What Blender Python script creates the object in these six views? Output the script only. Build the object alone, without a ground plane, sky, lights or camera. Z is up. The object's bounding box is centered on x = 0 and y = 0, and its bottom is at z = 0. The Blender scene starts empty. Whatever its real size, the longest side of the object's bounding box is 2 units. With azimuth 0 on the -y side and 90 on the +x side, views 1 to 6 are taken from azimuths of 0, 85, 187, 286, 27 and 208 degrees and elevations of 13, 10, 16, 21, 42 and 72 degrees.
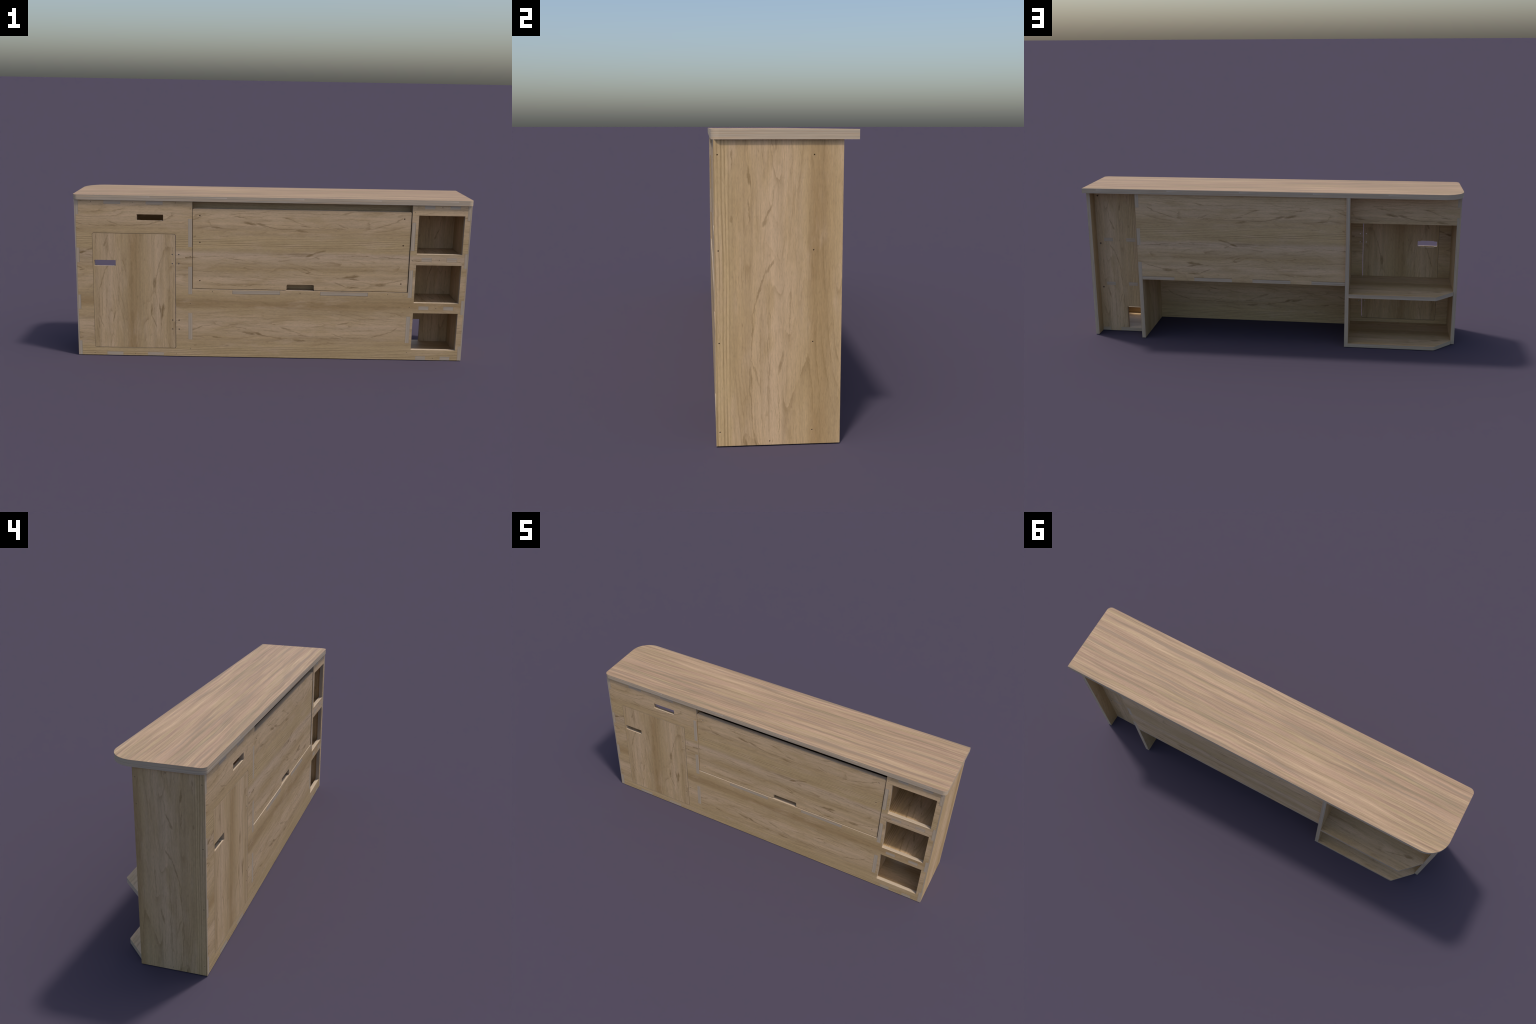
"""Camper-van kitchen unit in CNC-cut plywood: worktop, slotted front panel, door, drop
flap, three cubbies, a deep cupboard with a chamfered shelf, all joined by through tenons."""
import bpy, bmesh, math
from mathutils import Vector
from mathutils.geometry import tessellate_polygon

# ------------------------------------------------------------------ sizes (metres)
T = 0.0195                      # board thickness
YF, YI = -0.183, -0.1635        # front panel: outer and inner face
XL, XR = -0.9937, 0.9937        # outer faces of the two sides
XLI, XRI = XL + T, XR - T       # their inner faces
HB = 0.8138                     # underside of the worktop
HT = 0.8396                     # top of the worktop
LD0, LD1 = -0.4238, -0.4040     # divider between cupboard and flap bay
RD0, RD1 = 0.6978, 0.7172       # divider between flap bay and cubbies
YB = 0.1890                     # rearmost line (worktop, floor, shelf, left divider)
YP0, YP1 = 0.1572, 0.1768       # rear panel of the flap bay
YC0, YC1 = 0.0640, 0.0838       # rear panel of the cubbies
YS = 0.0866                     # rear edge of the left side
G = 0.0004                      # play between tenon and mortise

# ------------------------------------------------------------------ node helper
class Nodes:
    def __init__(self, tree):
        self.t = tree
    def new(self, kind, **kw):
        n = self.t.nodes.new(kind)
        for k, v in kw.items():
            setattr(n, k, v)
        return n
    def put(self, sock, v):
        if isinstance(v, bpy.types.NodeSocket):
            self.t.links.new(v, sock)
        elif v is not None:
            sock.default_value = v
    def m(self, op, a, b=None, c=None, clamp=False):
        n = self.new('ShaderNodeMath', operation=op, use_clamp=clamp)
        for i, v in enumerate((a, b, c)):
            if v is not None:
                self.put(n.inputs[i], v)
        return n.outputs[0]
    def vec(self, x, y, z=0.0):
        n = self.new('ShaderNodeCombineXYZ')
        for i, v in enumerate((x, y, z)):
            self.put(n.inputs[i], v)
        return n.outputs[0]
    def noise(self, v, scale=1.0, detail=2.0, rough=0.5, dist=0.0):
        n = self.new('ShaderNodeTexNoise')
        self.put(n.inputs['Vector'], v)
        n.inputs['Scale'].default_value = scale
        n.inputs['Detail'].default_value = detail
        n.inputs['Roughness'].default_value = rough
        n.inputs['Distortion'].default_value = dist
        return n.outputs['Fac']
    def rng(self, v, a, b, c=0.0, d=1.0, smooth=True):
        n = self.new('ShaderNodeMapRange')
        n.interpolation_type = 'SMOOTHSTEP' if smooth else 'LINEAR'
        for i, q in enumerate((v, a, b, c, d)):
            self.put(n.inputs[i], q)
        return n.outputs[0]
    def ramp(self, v, stops, mode='LINEAR'):
        n = self.new('ShaderNodeValToRGB')
        n.color_ramp.interpolation = mode
        e = n.color_ramp.elements
        while len(e) > 1:
            e.remove(e[-1])
        for i, (p, col) in enumerate(stops):
            q = e[0] if i == 0 else e.new(p)
            q.position = p
            q.color = (*col, 1.0) if len(col) == 3 else col
        self.put(n.inputs[0], v)
        return n.outputs[0]
    def mix(self, f, a, b, mode='MIX'):
        n = self.new('ShaderNodeMix', data_type='RGBA', blend_type=mode)
        self.put(n.inputs[0], f)
        for s, v in ((6, a), (7, b)):
            self.put(n.inputs[s], (*v, 1.0) if isinstance(v, tuple) else v)
        return n.outputs[2]
    def tint(self, col, fac):
        """multiply a colour by a scalar socket"""
        return self.mix(1.0, col, self.vec(fac, fac, fac), 'MULTIPLY')

def group(name, ins):
    g = bpy.data.node_groups.new(name, 'ShaderNodeTree')
    for i in ins:
        g.interface.new_socket(i, in_out='INPUT', socket_type='NodeSocketFloat')
    g.interface.new_socket('Color', in_out='OUTPUT', socket_type='NodeSocketColor')
    N = Nodes(g)
    gi, go = N.new('NodeGroupInput'), N.new('NodeGroupOutput')
    return g, N, [gi.outputs[i] for i in ins], go

# ------------------------------------------------------------------ decorative veneer
# One printed-looking maple sheet 1.15 m long and 0.5755 m wide repeats over all boards.
SHEET_A, SHEET_C = 1.15, 0.5755
PALE, OLIVE = (0.600, 0.428, 0.245), (0.515, 0.362, 0.182)
TAN, BROWN = (0.535, 0.382, 0.188), (0.415, 0.272, 0.120)
STREAK = (0.225, 0.140, 0.050)
# mineral streaks of the sheet: along, across, half length, half width, slope, strength
FIGURE = [
    (.188, .546, .022, .007, .25, 1.0), (.240, .565, .042, .005, .30, .80), (.222, .534, .022, .003, -.3, .55),
    (.140, .548, .070, .012, .02, .45), (.430, .546, .110, .0022, .0, .55), (.600, .540, .090, .0028, -.07, .65),
    (-.43, .527, .055, .0036, .0, .85), (-.30, .533, .080, .0022, .02, .50), (-.19, .522, .070, .0024, -.14, .50),
    (.172, .469, .022, .004, -.4, .70), (.186, .456, .017, .004, .25, .70), (.215, .474, .024, .003, -.1, .40),
    (.400, .437, .044, .0060, .10, .90), (.420, .426, .030, .0055, -.1, .80), (.345, .432, .070, .0020, -.05, .45),
    (.352, .396, .034, .0032, -.40, .75), (.412, .382, .034, .0050, .04, .85), (.470, .378, .080, .0018, .0, .35),
    (.556, .398, .028, .0095, .06, .80), (.622, .416, .070, .0024, .24, .60), (.470, .404, .090, .0018, .02, .30),
    (-.112, .130, .034, .0070, -.22, .85), (-.055, .125, .040, .0050, -.24, .80), (.005, .111, .060, .0024, -.20, .60),
    (.070, .104, .045, .0028, -.05, .60), (.148, .096, .034, .0050, -.16, .75), (-.165, .160, .060, .0022, -.16, .60),
    (-.190, .176, .035, .0035, .12, .55), (-.090, .182, .110, .0019, .05, .45), (.078, .157, .032, .0042, -.25, .65),
    (.125, .139, .060, .0024, -.30, .45), (.168, .121, .030, .0032, -.20, .65), (.265, .110, .080, .0020, -.08, .50),
    (.335, .110, .034, .0040, -.10, .55), (-.396, .148, .014, .0060, .4, .55), (-.372, .156, .026, .0030, .5, .55),
    (-.325, .170, .040, .0022, .10, .35), (-.280, .106, .030, .0032, -.10, .80), (-.365, .106, .036, .0020, -.03, .50),
    (-.388, .061, .009, .0045, .0, .60), (.350, .122, .040, .0036, -.35, .50), (.450, .113, .070, .0023, .03, .55),
    (.570, .132, .075, .0028, .30, .60), (.636, .160, .018, .0045, .60, .55), (.400, .157, .150, .0018, -.03, .40),
    (.375, .190, .034, .0045, .22, .60), (.240, .184, .120, .0019, -.03, .40), (-.110, .385, .034, .0042, .20, .60),
    (-.250, .392, .110, .0019, -.10, .40), (.010, .375, .060, .0022, .06, .35), (-.100, .470, .130, .0024, -.05, .40),
    (.330, .462, .090, .0020, .04, .40), (.480, .470, .080, .0022, .03, .35), (.240, .490, .080, .0024, -.06, .40),
    (-.240, .062, .030, .0020, .0, .65), (.520, .214, .120, .0022, .04, .40), (-.150, .214, .160, .0018, -.02, .35),
    (-.330, .455, .110, .0022, -.03, .40), (-.240, .428, .070, .0035, -.06, .35), (.120, .233, .130, .0020, -.03, .30),
]

def build_veneer():
    g, N, (a, c), go = group('veneer_sheet', ['along', 'across'])
    M = N.m
    def field(ka, kc, seed, detail=2.0, rough=0.5, cc=None):
        return N.noise(N.vec(M('MULTIPLY', a, ka), M('MULTIPLY', cc or c, kc), seed), 1.0, detail, rough)
    def shift(v, n, amp):
        return M('MULTIPLY_ADD', M('SUBTRACT', n, 0.5), amp, v)
    # slow wander of the fibres, and a finer jagged one
    wob, wob2 = field(2.2, 5.0, 1.7), field(11.0, 34.0, 5.1, 3.0, 0.6)
    jag = field(45.0, 90.0, 8.8, 3.0, 0.65)
    cw = shift(shift(c, wob, 0.030), jag, 0.010)
    cf = shift(c, wob2, 0.012)
    crr = M('WRAP', shift(c, wob, 0.008), -0.02, SHEET_C - 0.02)
    # broad colour zones across the sheet
    zones = N.ramp(M('DIVIDE', M('WRAP', cw, 0.0, SHEET_C), SHEET_C), [
        (0.0, TAN), (0.085, TAN), (0.12, OLIVE), (0.17, (.505, .352, .178)), (0.22, (.575, .407, .222)), (0.30, PALE),
        (0.38, (.57, .402, .215)), (0.44, OLIVE), (0.485, BROWN), (0.53, (.44, .296, .136)),
        (0.58, OLIVE), (0.645, (.555, .392, .207)), (0.72, PALE), (0.79, (.54, .382, .2)),
        (0.83, (.475, .328, .16)), (0.875, (.545, .39, .215)), (0.95, (.575, .418, .258)),
        (0.985, (.49, .345, .172)), (1.0, TAN)])
    # cloudy patches, pink-pale against olive
    cloud = field(5.0, 20.0, 9.3, 4.0, 0.6)
    col = N.mix(N.rng(cloud, 0.50, 0.68, 0.0, 0.55), zones, (.600, .430, .252))
    col = N.mix(N.rng(cloud, 0.50, 0.32, 0.0, 0.55), col, (.470, .325, .152))
    # long soft bands
    col = N.tint(col, N.rng(field(1.6, 70.0, 2.2, 3.0, 0.6, cf), 0.25, 0.75, 0.86, 1.10, False))
    # tight straight growth rings at the sheet's edge
    ph = M('MULTIPLY_ADD', field(1.3, 26.0, 7.7, 2.0, 0.5), 13.0, M('MULTIPLY', crr, 700.0))
    ring = M('SINE', M('MULTIPLY_ADD', field(9.0, 120.0, 3.1, 2.0), 2.0, ph))
    zone = M('MULTIPLY', N.rng(crr, -0.004, 0.010), N.rng(crr, 0.066, 0.046))
    zone = M('MULTIPLY', zone, N.rng(field(6.0, 110.0, 4.6, 2.0), 0.32, 0.62, 0.35, 1.0))
    col = N.mix(M('MULTIPLY', zone, N.rng(ring, 0.15, 0.95, 0.0, 0.62)), col, (.275, .176, .070))
    col = N.mix(M('MULTIPLY', zone, N.rng(ring, -0.3, -0.95, 0.0, 0.38)), col, (.610, .442, .235))
    # cathedral contour lines of a stretched field: sharp on one side, fading on the other
    def contours(ka, kc, seed, freq, depth, lo, hi, brk):
        # a cross-grain drift keeps the contours running lengthwise
        n = M('MULTIPLY_ADD', c, 0.62, shift(field(ka, kc, seed, 1.0, 0.45, cf), jag, 0.010))
        saw = M('FRACT', M('MULTIPLY', n, freq))
        d = M('MULTIPLY', N.rng(saw, 0.0, 0.05), M('POWER', M('SUBTRACT', 1.0, saw), depth))
        return M('MULTIPLY', d, N.rng(brk, lo, hi, 0.10, 1.0))
    brk1, brk2 = field(6.0, 24.0, 6.6, 3.0, 0.6), field(9.0, 40.0, 16.6, 3.0, 0.6)
    quiet = N.rng(crr, 0.045, 0.085)
    l1 = contours(0.80, 6.5, 3.9, 22.0, 5.0, 0.42, 0.66, brk1)
    l2 = contours(1.1, 12.0, 13.9, 15.0, 8.0, 0.42, 0.64, brk2)
    lines = M('MULTIPLY', M('MAXIMUM', l1, M('MULTIPLY', l2, 0.8)), M('MULTIPLY_ADD', quiet, 0.75, 0.25))
    col = N.mix(M('MULTIPLY', lines, 0.76), col, (.285, .182, .072))
    # stray flecks
    fleck = field(16.0, 85.0, 31.0, 3.0, 0.65)
    col = N.mix(M('MULTIPLY', N.rng(fleck, 0.655, 0.74, 0.0, 0.62), quiet), col, (.290, .186, .078))
    # mineral streaks placed on the sheet
    ca = shift(M('WRAP', a, -0.44, SHEET_A - 0.44), wob2, 0.03)
    cs = shift(M('WRAP', cf, 0.0, SHEET_C), jag, 0.010)
    acc = None
    for (fa, fc, L, W, sl, k) in FIGURE:
        da = M('SUBTRACT', ca, fa)
        dc = M('SUBTRACT', M('SUBTRACT', cs, fc), M('MULTIPLY', da, sl))
        e = M('ADD', M('POWER', M('ABSOLUTE', M('DIVIDE', da, L)), 2.0),
              M('POWER', M('ABSOLUTE', M('DIVIDE', dc, W)), 2.0))
        v = N.rng(e, 1.6, 0.0, 0.0, k)
        acc = v if acc is None else M('MAXIMUM', acc, v)
    # frayed outlines: threshold the soft blobs against a fibrous noise
    fray = field(60.0, 170.0, 21.0, 3.0, 0.7)
    acc = M('MULTIPLY', acc, N.rng(M('MULTIPLY_ADD', M('SUBTRACT', fray, 0.5), 1.2, acc), 0.02, 0.36))
    patch = N.rng(field(45.0, 300.0, 4.4), 0.30, 0.60, 0.55, 1.0)
    col = N.mix(M('MULTIPLY', M('MULTIPLY', acc, patch), 0.92, clamp=True), col, STREAK)
    # fine fibre and pores
    col = N.tint(col, N.rng(field(42.0, 430.0, 1.1, 2.0, 0.6), 0.2, 0.8, 0.86, 1.13, False))
    col = N.tint(col, N.rng(field(90.0, 750.0, 2.9, 1.0), 0.72, 0.58, 0.86, 1.0))
    col = N.mix(1.0, col, N.vec(1.095, 1.065, 1.080), 'MULTIPLY')
    N.t.links.new(col, go.inputs[0])
    return g

def build_ply():
    """cut edge of birch ply: thin layers across `across`, running along the other two"""
    g, N, (p, q, t), go = group('plywood_edge', ['along', 'side', 'across'])
    def field(k, kt, detail=1.0, rough=0.5):
        return N.noise(N.vec(N.m('MULTIPLY', p, k), N.m('MULTIPLY', q, k), N.m('MULTIPLY', t, kt)), 1.0, detail, rough)
    col = N.ramp(field(1.2, 480.0), [
        (0.0, (.300, .243, .178)), (0.36, (.345, .277, .203)), (0.46, (.475, .366, .250)),
        (0.56, (.440, .357, .262)), (0.66, (.54, .412, .272)), (1.0, (.58, .44, .29))])
    col = N.mix(N.rng(field(3.0, 800.0, 2.0), 0.56, 0.68, 0.0, 0.70), col, (.50, .300, .150))
    col = N.mix(N.rng(field(1.6, 300.0, 2.0), 0.58, 0.68, 0.0, 0.55), col, (.395, .348, .285))
    col = N.tint(col, N.rng(field(12.0, 1000.0, 3.0, 0.65), 0.25, 0.75, 0.95, 1.29, False))
    N.t.links.new(col, go.inputs[0])
    return g

def build_oak():
    """worktop laminate: long straight streaky grain"""
    g, N, (a, c), go = group('streaky_laminate', ['along', 'across'])
    w = N.noise(N.vec(N.m('MULTIPLY', a, 3.2), N.m('MULTIPLY', c, 7.0), 0.4), 1.0, 3.0, 0.55)
    cc = N.m('MULTIPLY_ADD', N.m('SUBTRACT', w, 0.5), 0.020, c)
    def field(ka, kc, seed, detail=2.0, rough=0.55):
        return N.noise(N.vec(N.m('MULTIPLY', a, ka), N.m('MULTIPLY', cc, kc), seed), 1.0, detail, rough)
    col = N.ramp(field(0.9, 30.0, 3.0, 5.0, 0.66), [
        (0.30, (.270, .208, .140)), (0.39, (.312, .232, .156)), (0.46, (.366, .250, .172)),
        (0.53, (.392, .280, .186)), (0.60, (.445, .318, .215)), (0.72, (.50, .368, .245))])
    hue = field(1.6, 42.0, 12.0)
    col = N.mix(N.rng(hue, 0.50, 0.66, 0.0, 0.60), col, (.388, .258, .188))
    col = N.mix(N.rng(hue, 0.48, 0.34, 0.0, 0.50), col, (.380, .288, .168))
    col = N.tint(col, N.rng(field(1.9, 130.0, 6.0, 3.0, 0.6), 0.25, 0.75, 0.73, 1.25, False))
    col = N.tint(col, N.rng(field(7.0, 420.0, 9.0), 0.25, 0.75, 0.88, 1.11, False))
    col = N.tint(col, N.rng(field(60.0, 500.0, 19.0), 0.25, 0.75, 0.93, 1.07, False))
    col = N.mix(N.rng(field(1.3, 40.0, 15.0, 3.0), 0.53, 0.66, 0.0, 0.72), col, (.272, .205, .152))
    col = N.mix(N.rng(field(3.0, 170.0, 25.0, 2.0), 0.64, 0.72, 0.0, 0.60), col, (.225, .172, .105))
    col = N.mix(1.0, col, N.vec(0.935, 0.900, 0.830), 'MULTIPLY')
    N.t.links.new(col, go.inputs[0])
    return g

VENEER, PLY, OAK = build_veneer(), build_ply(), build_oak()

def material(name, rough=0.52, spec=0.40):
    m = bpy.data.materials.new(name)
    m.use_nodes = True
    N = Nodes(m.node_tree)
    b = m.node_tree.nodes['Principled BSDF']
    b.inputs['Roughness'].default_value = rough
    b.inputs['Specular IOR Level'].default_value = spec
    s = N.new('ShaderNodeSeparateXYZ')
    tc = N.new('ShaderNodeTexCoord')
    m.node_tree.links.new(tc.outputs['Object'], s.inputs[0])
    return m, N, b, s.outputs

def sheet_material(name, fa, fc, grp=VENEER):
    """fa / fc: (axis, factor, offset) giving the along- and across-grain coordinates"""
    m, N, b, xyz = material(name, 0.62, 0.2) if grp is OAK else material(name)
    gn = N.new('ShaderNodeGroup', node_tree=grp)
    for i, (ax, k, o) in enumerate((fa, fc)):
        N.put(gn.inputs[i], N.m('MULTIPLY_ADD', xyz[ax], k, o))
    N.put(b.inputs['Base Color'], gn.outputs[0])
    bump = N.new('ShaderNodeBump')
    bump.inputs['Strength'].default_value = 0.06
    bump.inputs['Distance'].default_value = 0.001
    h = N.noise(N.vec(N.m('MULTIPLY', xyz[fa[0]], 25.0), N.m('MULTIPLY', xyz[fc[0]], 420.0)), 1.0, 2.0)
    N.put(bump.inputs['Height'], h)
    N.put(b.inputs['Normal'], bump.outputs[0])
    return m

def ply_material(name, axis, joints=False):
    m, N, b, xyz = material(name, 0.55, 0.4)
    gn = N.new('ShaderNodeGroup', node_tree=PLY)
    o = [i for i in range(3) if i != axis]
    N.put(gn.inputs[0], xyz[o[0]]); N.put(gn.inputs[1], xyz[o[1]]); N.put(gn.inputs[2], xyz[axis])
    col = gn.outputs[0]
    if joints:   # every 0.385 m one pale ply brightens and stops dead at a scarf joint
        f = N.m('FRACT', N.m('DIVIDE', N.m('ADD', xyz[0], 0.2308), 0.3846))
        k = N.m('MULTIPLY', N.m('POWER', f, 6.0),
                N.m('MULTIPLY', N.rng(xyz[2], .8285, .8300), N.rng(xyz[2], .8365, .8345)))
        col = N.mix(N.m('MULTIPLY', k, 0.75), col, (.66, .54, .42))
    N.put(b.inputs['Base Color'], col)
    return m

X, Y, Z = 0, 1, 2
M_FRONT = sheet_material('veneer_long_grain', (X, 1, 0), (Z, 1, 0))
M_DOOR = sheet_material('veneer_door', (Z, 1, .164), (X, 1, .994))
M_SIDE = sheet_material('veneer_side', (Z, 1, -1.0), (Y, 1, .2))
M_CUBBY = sheet_material('veneer_cubby_back', (Z, 1, -1.0), (X, 1, -.7305))
M_RAIL = sheet_material('veneer_rail', (X, -1, -.753), (Z, 1, 0))
M_FLOOR = sheet_material('veneer_floor', (X, 1, .3), (Y, 1, .30))
M_NICHE = sheet_material('veneer_niche_floor', (Y, 1, .1), (X, 1, -.70))
M_TOP = sheet_material('worktop_laminate', (X, 1, 0), (Y, 1, 0), OAK)
P = [ply_material('plywood_edge_' + n, i) for i, n in enumerate(('across', 'depth', 'height'))]
P_TOP = ply_material('worktop_plywood_edge', Z, True)

# ------------------------------------------------------------------ board builder
def rect(u0, u1, v0, v1):
    return [(u0, v0), (u1, v0), (u1, v1), (u0, v1)]

def disc(u, v, r, n=12):
    return [(u + r * math.cos(2 * math.pi * i / n), v + r * math.sin(2 * math.pi * i / n)) for i in range(n)]

def rounded(pts, radii, seg=8):
    """round the corners of a polygon; radii: one number or one per corner"""
    n = len(pts)
    if not isinstance(radii, (list, tuple)):
        radii = [radii] * n
    out = []
    for i in range(n):
        p, r = Vector(pts[i]), radii[i]
        if r <= 0:
            out.append(tuple(p)); continue
        d0 = (Vector(pts[i - 1]) - p).normalized()
        d1 = (Vector(pts[(i + 1) % n]) - p).normalized()
        half = d0.angle(d1) / 2
        cut = r / math.tan(half)
        cen = p + (d0 + d1).normalized() * (r / math.sin(half))
        s, e = p + d0 * cut - cen, p + d1 * cut - cen
        a0 = math.atan2(s.y, s.x)
        da = (math.atan2(e.y, e.x) - a0 + math.pi) % (2 * math.pi) - math.pi
        out += [tuple(cen + Vector((math.cos(a0 + da * k / seg), math.sin(a0 + da * k / seg))) * r) for k in range(seg + 1)]
    return out

def slab(bm, axis, t0, t1, outline, holes=()):
    loops = [outline] + list(holes)
    def at(t, u, v):
        q = [u, v]; q.insert(axis, t)
        return q
    vs = {}
    flat = []
    for li, lp in enumerate(loops):
        for k, (u, v) in enumerate(lp):
            flat.append((bm.verts.new(at(t0, u, v)), bm.verts.new(at(t1, u, v))))
            vs[li, k] = flat[-1]
    tris = tessellate_polygon([[Vector((u, v, 0)) for u, v in lp] for lp in loops])
    for tri in tris:
        for s in (0, 1):
            try:
                f = bm.faces.new([flat[i][s] for i in tri]); f.material_index = 0
            except ValueError:
                pass
    for li, lp in enumerate(loops):
        n = len(lp)
        for k in range(n):
            a, b = vs[li, k], vs[li, (k + 1) % n]
            f = bm.faces.new((a[0], b[0], b[1], a[1])); f.material_index = 1

ROOT = bpy.data.objects.new('kitchen_cabinet', None)
bpy.context.collection.objects.link(ROOT)
ROOT.empty_display_size = 0.2
ROOT['label'] = 'long narrow plywood camper kitchen cabinet with worktop, flap and cubbies'
ROOT['category'] = 'kitchen cabinet'

def board(name, axis, slabs, face, edge, parent=ROOT):
    bm = bmesh.new()
    for s in slabs:
        slab(bm, axis, *s)
    bmesh.ops.recalc_face_normals(bm, faces=bm.faces[:])
    me = bpy.data.meshes.new(name)
    bm.to_mesh(me); bm.free()
    me.materials.append(face); me.materials.append(edge)
    ob = bpy.data.objects.new(name, me)
    bpy.context.collection.objects.link(ob)
    ob.parent = parent
    return ob

# ------------------------------------------------------------------ joint positions
SIDE_TABS = [(0.0, 0.0760), (0.2472, 0.3226), (0.4925, 0.5682), (0.7388, HB)]
DIV_TABS = [(0.0911, 0.2338), (0.3346, 0.4791), (0.5806, 0.7245)]
BAY_TABS = [(-.8455, -.7625), (-.6350, -.5515)]                 # cupboard floor and ceiling
CUB_TABS = [(.7568, .8078), (.8843, .9346)]                     # cubby floors
CUB_Z = [(0.0, T), (.2710, .2900), (.5255, .5447), (HB - T, HB)]
FLAP_SHELF = (.3400, .3592)
SHELF_TABS = [(-.1990, .0442), (.2503, .4936)]                  # flap shelf, front
SHELF_BACK = [(LD1, -.2257), (-.1135, .0913), (.2023, .4098), (.5194, RD0)]
REAR_TABS = [(.4390, .5333), (.6257, .7395)]                    # rear panel into right divider
LSTRIP, RSTRIP = XL + 0.0064, XR - 0.0061                       # side boards showing beside the front
NS, BS = 0.0019, 0.0034                                         # screw-hole radii

def comb(u_base, u_tip, tabs, v0, v1, gap=0.0):
    """points running up one edge (v0 -> v1) of an outline, with tenons reaching u_tip"""
    pts = []
    if not (tabs and tabs[0][0] <= v0 + 1e-6):
        pts.append((u_base, v0))
    for a, b in tabs:
        a2 = a if a <= v0 + 1e-6 else a - gap
        b2 = b if b >= v1 - 1e-6 else b + gap
        if a > v0 + 1e-6:
            pts.append((u_base, a2))
        pts += [(u_tip, a2), (u_tip, b2)]
        if b < v1 - 1e-6:
            pts.append((u_base, b2))
    if not (tabs and tabs[-1][1] >= v1 - 1e-6):
        pts.append((u_base, v1))
    return pts

def swap(pts):
    return [(b, a) for a, b in pts]

# finger slots: a thin lip outside, routed taller over the middle on the inside
LIP = .0060
DOOR_SLOT, DRAWER_SLOT = (-.8996, -.7918, .4767, .5068), (-.6820, -.5494, .7128, .7442)
def relieved(u0, u1, v0, v1, inset=.0168, up=.0030, down=.0045):
    a, b = u0 + inset, u1 - inset
    return [(u0, v0), (a, v0), (a, v0 - down), (b, v0 - down), (b, v0), (u1, v0),
            (u1, v1), (b, v1), (b, v1 + up), (a, v1 + up), (a, v1), (u0, v1)]

# ------------------------------------------------------------------ front panel
FX0, FX1 = LSTRIP + G, RSTRIP - G
OPEN_L, OPEN_R, OPEN_B = LD1 + G, RD0 - G, .3610
right = comb(FX1, XRI - .0006, SIDE_TABS, 0.0, HB, G)
left = comb(FX0, XLI + .0006, SIDE_TABS, 0.0, HB, G)
CT = [(a, b) for a, b in CUB_TABS]
zt, zb = HB - T - G, T + G
def notched(u0, u1, tabs, v_edge, v_in):
    pts = [(u0, v_edge)]
    for a, b in tabs:
        pts += [(a - G, v_edge), (a - G, v_in), (b + G, v_in), (b + G, v_edge)]
    return pts + [(u1, v_edge)]
bottom = notched(left[0][0], right[0][0], BAY_TABS + CUB_TABS, 0.0, zb)
top_r = notched(OPEN_R, right[-1][0], CUB_TABS, HB, zt)[::-1]
top_l = notched(left[-1][0], OPEN_L, BAY_TABS, HB, zt)[::-1]
# the divider tenons stand open along both edges of the flap opening
def tenon_edge(u_open, u_tip):
    (a2, b2), (a3, b3) = DIV_TABS[1:]
    return [(u_open, b3 + G), (u_tip, b3 + G), (u_tip, a3 - G), (u_open, a3 - G),
            (u_open, b2 + G), (u_tip, b2 + G), (u_tip, a2 - G), (u_open, a2 - G), (u_open, OPEN_B)]
outline = (bottom + right[1:-1] + top_r + tenon_edge(OPEN_R, RD1 + G)
           + tenon_edge(OPEN_L, LD0 - G)[::-1] + top_l + left[::-1][1:-1])
holes = [rounded(rect(-.9083, -.4876, .0416, .6471), .009)]                 # door opening
holes += [rect(.7306, .9608, a, b) for a, b in ((.0543, .2536), (.3072, .5070), (.5628, .7618))]
a, b = DIV_TABS[0]
holes += [rect(LD0 - G, LD1 + G, a - G, b + G), rect(RD0 - G, RD1 + G, a - G, b + G)]
holes += [rect(a - G, b + G, FLAP_SHELF[0] - .0014, FLAP_SHELF[1] - .0008) for a, b in SHELF_TABS]
holes += [rect(a - G, b + G, z0 - G, z1 + G) for a, b in CUB_TABS for z0, z1 in CUB_Z[1:3]]
for x in (-.9105, -.6995, -.4878):
    holes += [disc(x, .8045, NS), disc(x, .0104, NS)]
for z in (.0396, .2845, .5306, .7753):
    holes += [disc(-.4142, z, NS), disc(.7090, z, NS)]
for z in (.0106, .2805, .5349, .8036):
    holes += [disc(.8458, z, NS)]
holes += [disc(x, .3495, NS) for x in (-.3010, .1470, .5956)]
HINGE_Z = (.1460, .1940, .4928, .5411)
holes += [disc(-.4720, z, BS) for z in HINGE_Z]
board('front_panel', Y, [(YF, YF + LIP, outline, holes + [rect(*DRAWER_SLOT)]),
                         (YF + LIP, YI, outline, holes + [relieved(*DRAWER_SLOT, up=.002, down=.002)])], M_FRONT, P[Y])

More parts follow.
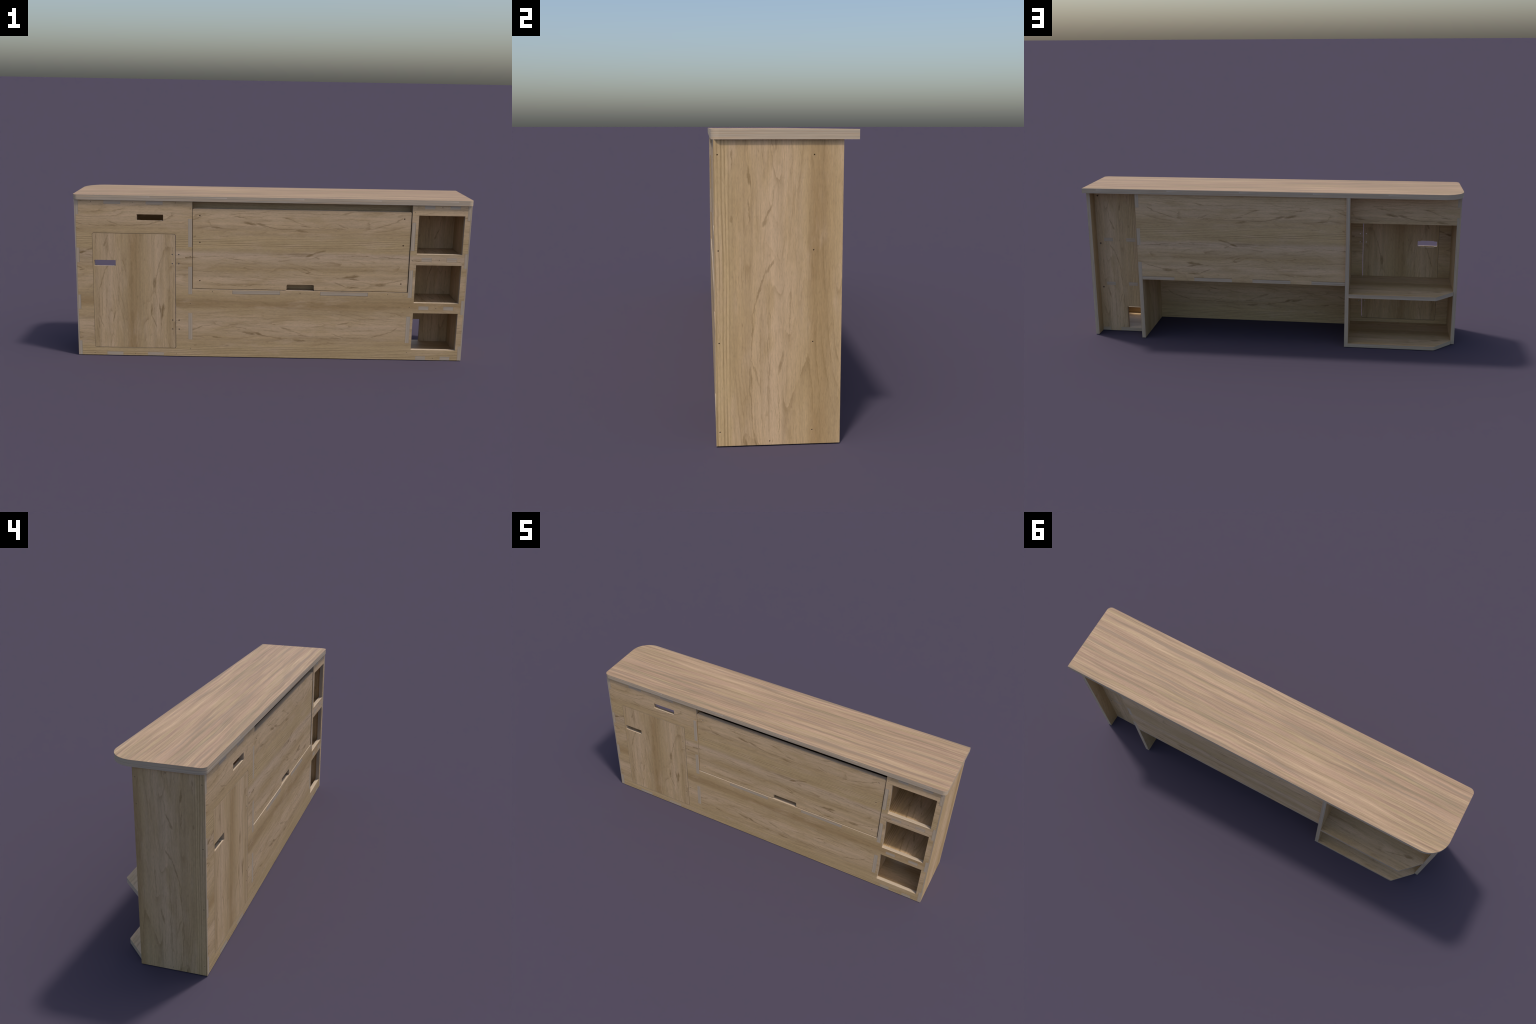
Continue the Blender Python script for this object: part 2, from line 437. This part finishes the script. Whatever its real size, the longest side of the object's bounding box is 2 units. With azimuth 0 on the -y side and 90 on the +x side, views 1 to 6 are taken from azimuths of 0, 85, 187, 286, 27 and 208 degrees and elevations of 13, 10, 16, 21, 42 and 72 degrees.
# ------------------------------------------------------------------ door and flap
door_edge = rounded(rect(-.9070, -.4903, .0436, .6451), .0075)
door_screws = [disc(-.5053, z, BS) for z in HINGE_Z]
board('door', Y, [(YF, YF + LIP, door_edge, [rect(*DOOR_SLOT)] + door_screws),
                  (YF + LIP, YI, door_edge, [relieved(*DOOR_SLOT)] + door_screws)], M_DOOR, P[Y])
fl = [(-.4010, .3645), (.0700, .3645), (.0770, .3645), (.0770, .3928), (.2172, .3928), (.2172, .3645), (.2242, .3645),
      (.6938, .3645), (.6938, .7772), (-.4010, .7772)]
fl = [fl[0], (.0775, .3645), (.0775, .3928), (.2168, .3928), (.2168, .3645)] + fl[7:]
flap_outline = rounded(fl, [.001, .005, .0065, .0065, .005, .001, .0065, .0065])
FLAP_BACK = .0030                 # the flap sits this far behind the front
board('flap', Y, [(YF + FLAP_BACK, YI + FLAP_BACK, flap_outline, [disc(x, z, BS) for x in (-.3656, .6599) for z in (.4056, .6054, .7417)])],
      M_FRONT, P[Y])

# ------------------------------------------------------------------ sides
def side(name, outer, strip, inner, y_back, holes, back_notch=None):
    """outer strip runs full depth; the inner part is halved over the front panel"""
    s = 1 if outer > 0 else -1
    tabs = comb(YI + .0002, YF, SIDE_TABS, 0.0, HB)
    if back_notch:
        z0, z1, yb = back_notch
        back = [(y_back, HB), (y_back, z1), (yb, z1), (yb, z0), (y_back, z0), (y_back, 0.0)]
    else:
        back = [(y_back, HB), (y_back, 0.0)]
    a = (strip, outer) if s > 0 else (outer, strip)
    b = (inner, strip) if s > 0 else (strip, inner)
    return board(name, X, [(a[0], a[1], [(YF, 0.0), (YF, HB), (y_back, HB), (y_back, 0.0)], holes),
                           (b[0], b[1], tabs + back, [])], M_SIDE, P[X])

ZS = (.0393, .2846, .5302, .7755)
side('side_panel', XL, LSTRIP, XLI, YS,
     [disc(-.1730, z, NS) for z in ZS] + [disc(.0767, .7753, NS), disc(.0767, .6727, NS), disc(-.0388, .8040, NS), disc(-.0450, .0104, NS)],
     (.6990, .7560, YS - T - G))
side('side_panel', XR, RSTRIP, XRI, .1500,
     [disc(-.1730, z, NS) for z in ZS] + [disc(.0741, z, NS) for z in ZS] + [disc(-.0402, .0102, NS)])

# ------------------------------------------------------------------ dividers
div_front = comb(YI + .0002, YF, DIV_TABS, 0.0, HB)
board('divider', X, [(LD0, LD1, div_front + [(YB, HB), (YB, 0.0)], [])], M_SIDE, P[X])
rear = []
for z0, z1 in REAR_TABS[::-1]:
    rear += [(YP1, z1 + G), (YP0 - G, z1 + G), (YP0 - G, z0 - G), (YP1, z0 - G)]
board('divider', X, [(RD0, RD1, div_front + [(YP1, HB)] + rear + [(YP1, 0.0)], [])], M_SIDE, P[X])

# ------------------------------------------------------------------ flap bay: shelf and rear panel
def tabbed_shelf(x0, x1, y0, y1, front, back, yf, yb):
    f = [(x0, y0)]
    for a, b in front:
        f += [(a, y0), (a, yf), (b, yf), (b, y0)]
    f.append((x1, y0))
    r = [(x0, y1)]
    for a, b in back:
        r += [(a, y1), (a, yb), (b, yb), (b, y1)]
    r.append((x1, y1))
    return f + r[::-1]
E1 = .0003
back_in = [(a + (.0004 if a == LD1 else 0), b - (.0004 if b == RD0 else 0)) for a, b in SHELF_BACK]
sh = tabbed_shelf(LD1 + E1, RD0 - E1, YI + .0002, YP0 - .0002, [(a + G, b - G) for a, b in SHELF_TABS],
                  [(a + G, b - G) for a, b in back_in], YF, YP1)
board('flap_shelf', Z, [(FLAP_SHELF[0], FLAP_SHELF[1] - .0012, sh, [])], M_FLOOR, P[Z])
zb0, zb1 = FLAP_SHELF[0], FLAP_SHELF[1] + G
low = []
edges = [LD1 + E1] + [v for ab in back_in for v in ab] + [RD0 - E1]
low = [(LD1 + E1, zb1)]
for (a, b), nxt in zip(back_in, back_in[1:] + [None]):
    low.append((b, zb1))
    if nxt:
        low += [(b, zb0), (nxt[0], zb0), (nxt[0], zb1)]
low.append((RD0 - E1, zb1))
# drop doubled corner points
clean = [low[0]]
for p in low[1:]:
    if (Vector(p) - Vector(clean[-1])).length > 1e-5:
        clean.append(p)
rp = clean[:]
for z0, z1 in REAR_TABS:
    rp += [(RD0 - E1, z0), (RD1, z0), (RD1, z1), (RD0 - E1, z1)]
rp += [(RD0 - E1, HB), (LD1 + E1, HB)]
board('rear_panel', Y, [(YP0, YP1, rp, [])], M_FRONT, P[Y])

for z0, z1 in ((.7666, HB - .0002), (FLAP_SHELF[1] - .0010, .4062)):      # rails behind the flap's two openings
    board('flap_rail', Y, [(-.1262, -.1067, rect(LD1 + E1, RD0 - E1, z0, z1), [])], M_FRONT, P[Y])

# ------------------------------------------------------------------ cupboard bay
def deep_shelf(tabs):
    f = [(XLI + E1, YI + .0002)]
    for a, b in tabs:
        f += [(a, YI + .0002), (a, YF), (b, YF), (b, YI + .0002)]
    f += [(LD0 - E1, YI + .0002), (LD0 - E1, YB), (-.8790, YB), (XLI + E1, .0930)]
    r = [0] * len(f)
    r[-2] = .014
    return rounded(f, r)
board('cupboard_floor', Z, [(0.0, T, deep_shelf(BAY_TABS), [])], M_FLOOR, P[Z])
board('shelf', Z, [(.2770, .2970, deep_shelf([]), [])], M_FLOOR, P[Z])
board('ceiling_panel', Z, [(HB - T, HB - .0002, tabbed_shelf(XLI + E1, LD0 - E1, YI + .0002, YS - T - .0002, BAY_TABS, [], YF, 0), [])],
      M_FLOOR, P[Z])
rail = [(LD0 - E1, .6600), (LD0 - E1, HB - .0002), (XLI + E1, HB - .0002), (XLI + E1, .7560 - G), (LSTRIP + G, .7560 - G),
        (LSTRIP + G, .6990 + G), (XLI + E1, .6990 + G), (XLI + E1, .6600)]
board('rear_rail', Y, [(YS - T, YS, rail, [])], M_RAIL, P[Y])

# ------------------------------------------------------------------ cubbies
names = ['cubby_floor', 'cubby_shelf', 'cubby_shelf', 'ceiling_panel']
for nm, (z0, z1) in zip(names, CUB_Z):
    bt = CUB_TABS if z1 < HB - .01 else []
    if z0 == 0.0:            # the floor runs through under the back, save for one foot
        bt = [(RD1 + .0006, .8672), (.9302, XRI - .0006)]
    o = tabbed_shelf(RD1 + E1, XRI - E1, YI + .0002, YC0 - .0002, CUB_TABS, bt, YF, YC1)
    board(nm, Z, [(z0, z1 - (.0002 if z1 == HB else 0), o, [disc(.8458, -.10, NS)] if z0 == 0.0 else [])],
          M_FLOOR if z0 == 0.0 else M_NICHE, P[Z])
cb = [(RD1 + E1, T + G), (.7490, T + G), (.7490, .1456), (.8236, .1456), (.8236, T + G), (.8676, T + G), (.8676, 0.0), (.9298, 0.0), (.9298, T + G), (XRI - E1, T + G)]
cb += [(XRI - E1, HB - .0002), (RD1 + E1, HB - .0002)]
ch = [rect(a - G, b + G, z0 - G, z1 + G) for a, b in CUB_TABS for z0, z1 in CUB_Z[1:3]]
ch += [disc(.955, z, .0050) for z in (.2588, .5125, .7815)] + [disc(.8450, .5330, NS), disc(.8450, .2780, NS)]
board('cubby_back', Y, [(YC0, YC1, cb, ch)], M_CUBBY, P[Y])

# ------------------------------------------------------------------ worktop
top = rounded([(-1.0, -.1890), (1.0, -.1890), (1.0, .1890), (-1.0, .1890)], [.024, .024, 0, .104], 24)
board('worktop', Z, [(HB + .0001, HT, top, [])], M_TOP, P_TOP)
